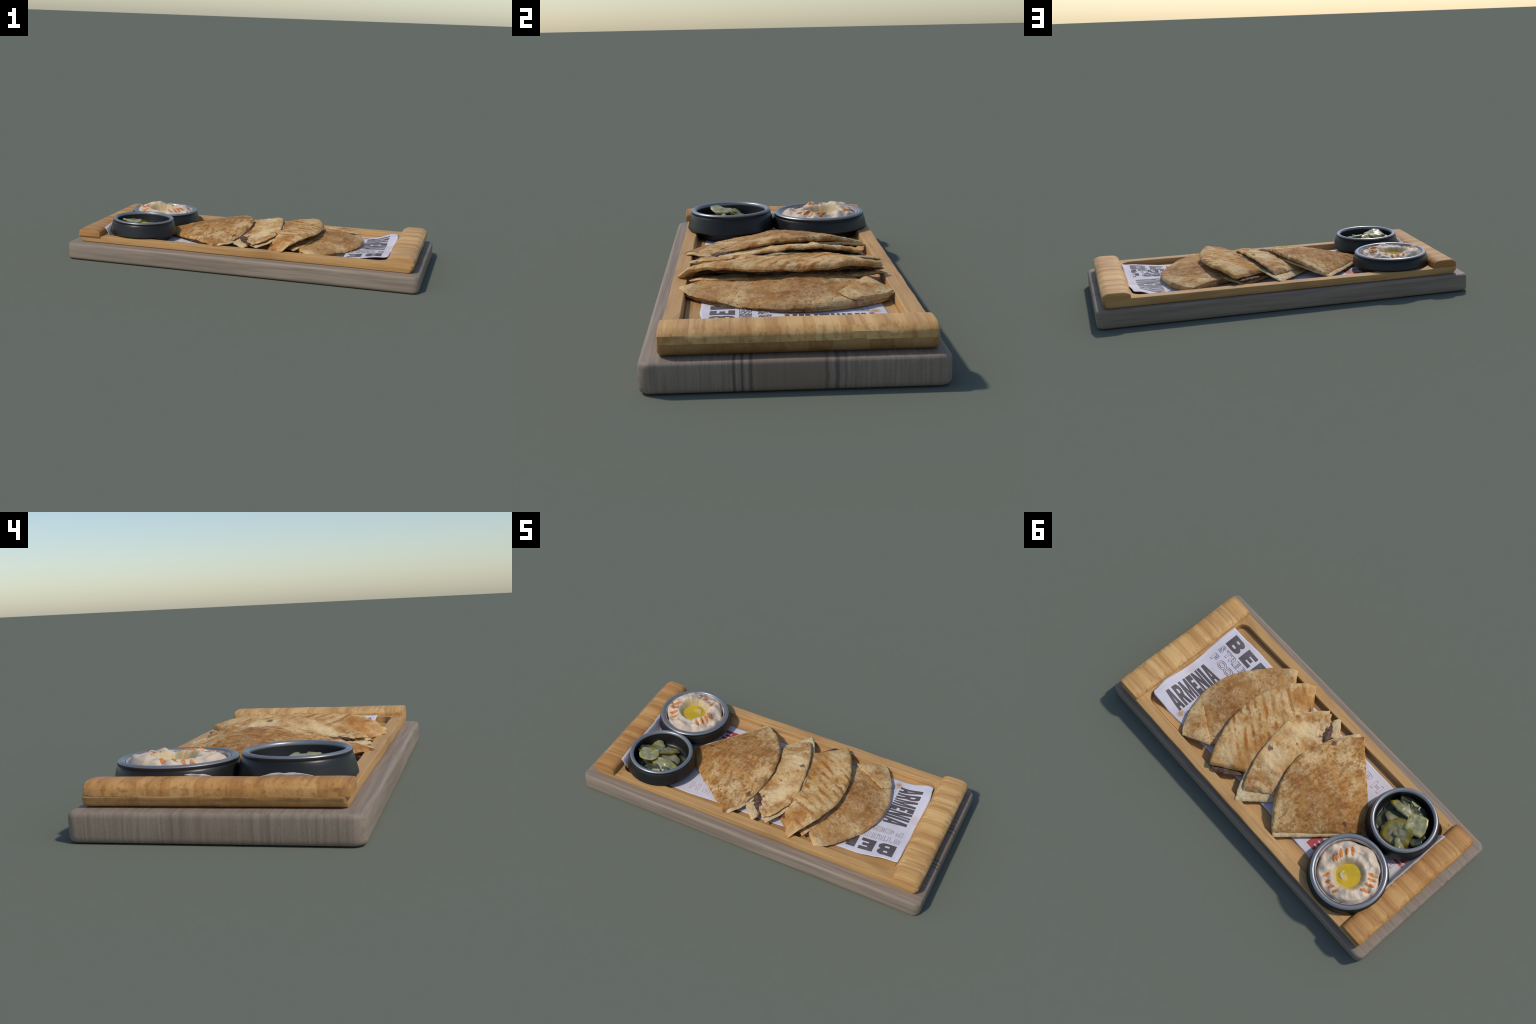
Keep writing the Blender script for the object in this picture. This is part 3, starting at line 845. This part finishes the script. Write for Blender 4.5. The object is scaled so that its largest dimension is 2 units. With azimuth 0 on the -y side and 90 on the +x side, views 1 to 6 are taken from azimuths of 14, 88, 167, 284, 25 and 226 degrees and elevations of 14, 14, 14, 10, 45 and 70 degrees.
def build_bowls():
    mats = (bowl_material(), rim_material())
    bowl("pickle_bowl", PB, 0.175, 0.152, 0.1925, 0.2235, 0.146, 0.136, 0.132, "small dark grey metal bowl for pickle slices", mats)
    T, base = bowl("hummus_bowl", HB, 0.1985, 0.172, 0.2105, 0.2025, 0.143, 0.133, 0.150, "small dark grey metal bowl filled with hummus", mats)

    # ---- hummus: a swirled ring round a well of oil
    def hz(x, y):
        dx, dy = x - HB[0], y - HB[1]
        r = math.hypot(dx, dy)
        wx, wy = x + 0.654, y - 0.215
        a = math.atan2(wy, wx)
        q = math.hypot(wx, wy)
        rw = 0.088 + 0.006 * n3(math.cos(a) * 1.5, math.sin(a) * 1.5, 3)
        da = (a - math.radians(140) + math.pi) % (2 * math.pi) - math.pi
        peak = 0.205 + 0.020 * math.exp(-(da / 0.75) ** 2) + 0.004 * math.cos(a + 0.6) + 0.011 * n3(math.cos(a) * 2.2 + 5, math.sin(a) * 2.2, 1)
        rise = smooth(0.55, 1.04, q / rw)
        z = 0.170 + (peak - 0.170) * rise
        out = max(0.0, q - rw * 1.06)
        far = max(0.02, 0.163 - rw)
        z -= (peak - 0.186) * min(1.0, out / (far * 1.15)) ** 1.5 * (1 if q > rw else 0)
        lumps = smooth(0.9, 1.5, q / rw)
        # folds left by the spoon: swirl ridges
        z += lumps * (0.005 * math.sin(3.0 * a + 46 * r + 4.0 * n3(x * 9, y * 9, 2)) + 0.022 * n3(x * 13, y * 13, 6, 2) + 0.004 * n3(x * 45, y * 45, 2))
        z -= 0.022 * smooth(0.150, 0.172, r)
        return z

    m = Mat("hummus", 0.55, Subsurface_Weight=0.08)
    m.b.inputs["Subsurface Radius"].default_value = (0.012, 0.008, 0.005)
    v = m.co((base[0], base[1], 0))
    c = m.mix(m.ramp(m.noise(v, 26, 4), 0.35, 0.7), (0.70, 0.545, 0.39), (0.585, 0.475, 0.37))
    c = m.mix(m.ramp(m.noise(v, 12, 3), 0.5, 0.7, 0, .5), c, (0.70, 0.50, 0.32))
    w = m.warp(v, 22, 0.03)
    c = m.mix(m.math("MULTIPLY", m.spot(w, -0.654, 0.215, 0.084, 0.12), .8), c, (0.56, 0.40, 0.16))
    m.bump(m.noise(v, 60, 4), 0.3, 0.003)
    hm = m.out(c)
    nr, na = 64, 150
    verts, faces = [], []
    for i in range(nr + 1):
        r = 0.169 * (i / nr)
        for k in range(na):
            a = 2 * math.pi * k / na
            rr = r * (1 + (0.025 * n3(math.cos(a) * 3, math.sin(a) * 3, 4) - 0.005) * (i / nr) ** 3)
            x, y = HB[0] + rr * math.cos(a), HB[1] + rr * math.sin(a)
            verts.append((x, y, hz(x, y)))
    for i in range(nr):
        for k in range(na):
            j = (k + 1) % na
            faces.append((i * na + k, i * na + j, (i + 1) * na + j, (i + 1) * na + k))
    low = len(verts)
    for k in range(na):
        a = 2 * math.pi * k / na
        verts.append((HB[0] + 0.155 * math.cos(a), HB[1] + 0.155 * math.sin(a), 0.152))
    for k in range(na):
        j = (k + 1) % na
        faces.append((nr * na + k, nr * na + j, low + j, low + k))
    make("hummus", verts, faces, hm, T, base)

    # smeared film on the inside of the bowl
    m = Mat("smeared_film", 0.35)
    v = m.co()
    fm = m.out(m.mix(m.ramp(m.noise(v, 25, 4), 0.35, 0.65), (0.30, 0.24, 0.215), (0.55, 0.46, 0.40)))
    lathe([(0.164, 0.176), (0.1685, 0.190), (0.1712, 0.1965), (0.1698, 0.1970), (0.165, 0.190)], HB, "smeared_edge", fm, T, base)

    # pool of oil
    m = Mat("olive_oil", 0.08, Coat_Weight=0.6)
    v = m.co((base[0], base[1], 0))
    c = m.mix(m.ramp(m.noise(v, 20, 3), 0.35, 0.7), (0.70, 0.44, 0.006), (0.56, 0.38, 0.010))
    c = m.mix(m.math("MULTIPLY", m.spot(m.warp(v, 40, .03), -0.648, 0.238, .016, .5), .6), c, (0.75, .62, .22))
    om = m.out(c)
    verts, faces = [], []
    n, rings = 72, 10
    for i in range(rings + 1):
        for k in range(n):
            a = 2 * math.pi * k / n
            r = (0.071 + 0.005 * n3(math.cos(a) * 2, math.sin(a) * 2, 8)) * i / rings
            verts.append((-0.650 + r * math.cos(a), 0.213 + r * math.sin(a), 0.180 - 0.002 * (i / rings) ** 4))
    for i in range(rings):
        for k in range(n):
            j = (k + 1) % n
            faces.append((i * n + k, i * n + j, (i + 1) * n + j, (i + 1) * n + k))
    make("oil_pool", verts, faces, om, T, base)
    # smear of hummus standing out of the oil
    lump("hummus_smear", [(-.628, .212, .1785), (-.620, .226, .181), (-.626, .240, .1815), (-.640, .246, .181), (-.652, .240, .1785)], 0.006, hm, T, base, 3)

    # ---- streaks of paprika, radial ribbons draped on the hummus
    m = Mat("paprika", 0.8)
    v = m.co()
    pm = m.out(m.mix(m.ramp(m.noise(v, 120, 3), 0.4, 0.6), (0.56, 0.145, 0.018), (0.66, 0.27, 0.07)))
    ends = []
    for grp in (((-.556, .226, -.526, .194), (-.567, .186, -.527, .151), (-.576, .156, -.547, .128), (-.597, .135, -.560, .099), (-.562, .212, -.535, .185)),
                ((-.715, .135, -.759, .109), (-.733, .157, -.772, .133), (-.742, .187, -.786, .164), (-.747, .224, -.790, .197)),
                ((-.586, .283, -.578, .317), (-.617, .304, -.606, .325), (-.649, .308, -.635, .337), (-.676, .312, -.666, .336))):
        ends += grp
    for k, (x0, y0, x1, y1) in enumerate(ends):
        verts, faces = [], []
        L, Wd = 14, 6
        dx, dy = x1 - x0, y1 - y0
        l = math.hypot(dx, dy)
        px, py = -dy / l, dx / l
        for i in range(L + 1):
            f = i / L
            w = (0.0085 * math.sin(math.pi * (0.08 + 0.84 * f)) ** 0.6) * (1 + 0.5 * n3(f * 7, k * 3.1, 1))
            for j in range(Wd + 1):
                g = 2 * j / Wd - 1
                x = x0 + dx * f + px * (w * g + 0.003 * n3(f * 4, k, 2))
                y = y0 + dy * f + py * (w * g + 0.003 * n3(f * 4, k, 2))
                verts.append((x, y, hz(x, y) + 0.0022 * (1 - g * g) + 0.0002 + 0.0012 * n3(x * 150, y * 150, 3) * (1 - g * g)))
        for i in range(L):
            for j in range(Wd):
                q = i * (Wd + 1) + j
                faces.append((q, q + 1, q + Wd + 2, q + Wd + 1))
        make("paprika_streak", verts, faces, pm, T, base)

    # ---- pickle slices
    flesh, skin, dull = pickle_material(), green_material(), dull_material()

    def slice_mesh(rx, ry, thick, bend, cut, seed):
        n, rings = 40, 9
        verts, faces = [], []
        for lay in (1, -1):
            for i in range(rings + 1):
                q = i / rings
                for k in range(n):
                    a = 2 * math.pi * k / n
                    rr = q * (1 + 0.22 * n3(math.cos(a) * 1.2 + seed, math.sin(a) * 1.5, 2))
                    if cut:
                        rr = min(rr, q * cut / max(0.2, max(abs(math.cos(a)), abs(math.sin(a)))))
                    x, y = rx * rr * math.cos(a), ry * rr * math.sin(a)
                    h = thick / 2 * math.sqrt(max(0, 1 - max(0, (q - 0.75) / 0.25) ** 2))
                    z = bend * (x * x / (rx * rx)) + bend * 0.5 * (x * y) / (rx * ry) + 0.010 * n3(x * 14 + seed, y * 14, 1)
                    verts.append((x, y, z + lay * h))
        N = (rings + 1) * n
        for i in range(rings):
            for k in range(n):
                j = (k + 1) % n
                faces.append((i * n + k, i * n + j, (i + 1) * n + j, (i + 1) * n + k))
                faces.append((N + i * n + k, N + (i + 1) * n + k, N + (i + 1) * n + j, N + i * n + j))
        return verts, faces

    SL = (  # x, y, z, rx, ry, thickness, bend, cut, tilt about x and y and turn (degrees), material
        (-.692, -.222, .199, .062, .062, .016, .010, .88, -7, 2, 25, 0),
        (-.655, -.128, .164, .084, .080, .014, .008, 0, -33, 6, 10, 0),
        (-.582, -.246, .184, .074, .040, .018, -.014, 0, 22, 6, 8, 0),
        (-.712, -.120, .150, .054, .050, .012, .008, 0, -20, -6, 100, 0),
        (-.605, -.190, .166, .076, .052, .014, .010, 0, 10, 12, 20, 2),
        (-.580, -.288, .168, .066, .034, .014, .010, 0, 12, 6, 4, 1),
        (-.640, -.295, .164, .060, .036, .014, .010, 0, 14, -6, 10, 1),
        (-.732, -.180, .168, .050, .046, .014, .010, 0, -6, 10, 20, 1),
        (-.665, -.185, .168, .080, .062, .016, .010, 0, 0, 6, 60, 2),
        (-.632, -.190, .138, .126, .124, .010, .002, 0, 0, 0, 0, 1),
        (-.605, -.300, .178, .026, .010, .010, .004, 0, 12, 6, 10, 0),
        (-.545, -.225, .152, .046, .040, .014, .010, 0, 4, 24, 70, 1),
    )
    for k, (x, y, z, rx, ry, th, bend, cut, ax, ay, az, mt) in enumerate(SL):
        v, f = slice_mesh(rx, ry, th, bend, cut, k * 3.7)
        ob = make("pickle_slice", v, f, (flesh, skin, dull)[mt], None, (0, 0, 0), angle=70)
        ob.location = (x, y, z)
        ob.rotation_euler = (math.radians(ax), math.radians(ay), math.radians(az))
        ob["label"] = "pale green pickle slice with yellow green skin" if mt != 1 else "dark green slice of pickled cucumber skin"
        ob["category"] = "pickle slice"


build_base_board()
build_tray()
build_paper()
build_breads()
build_bowls()
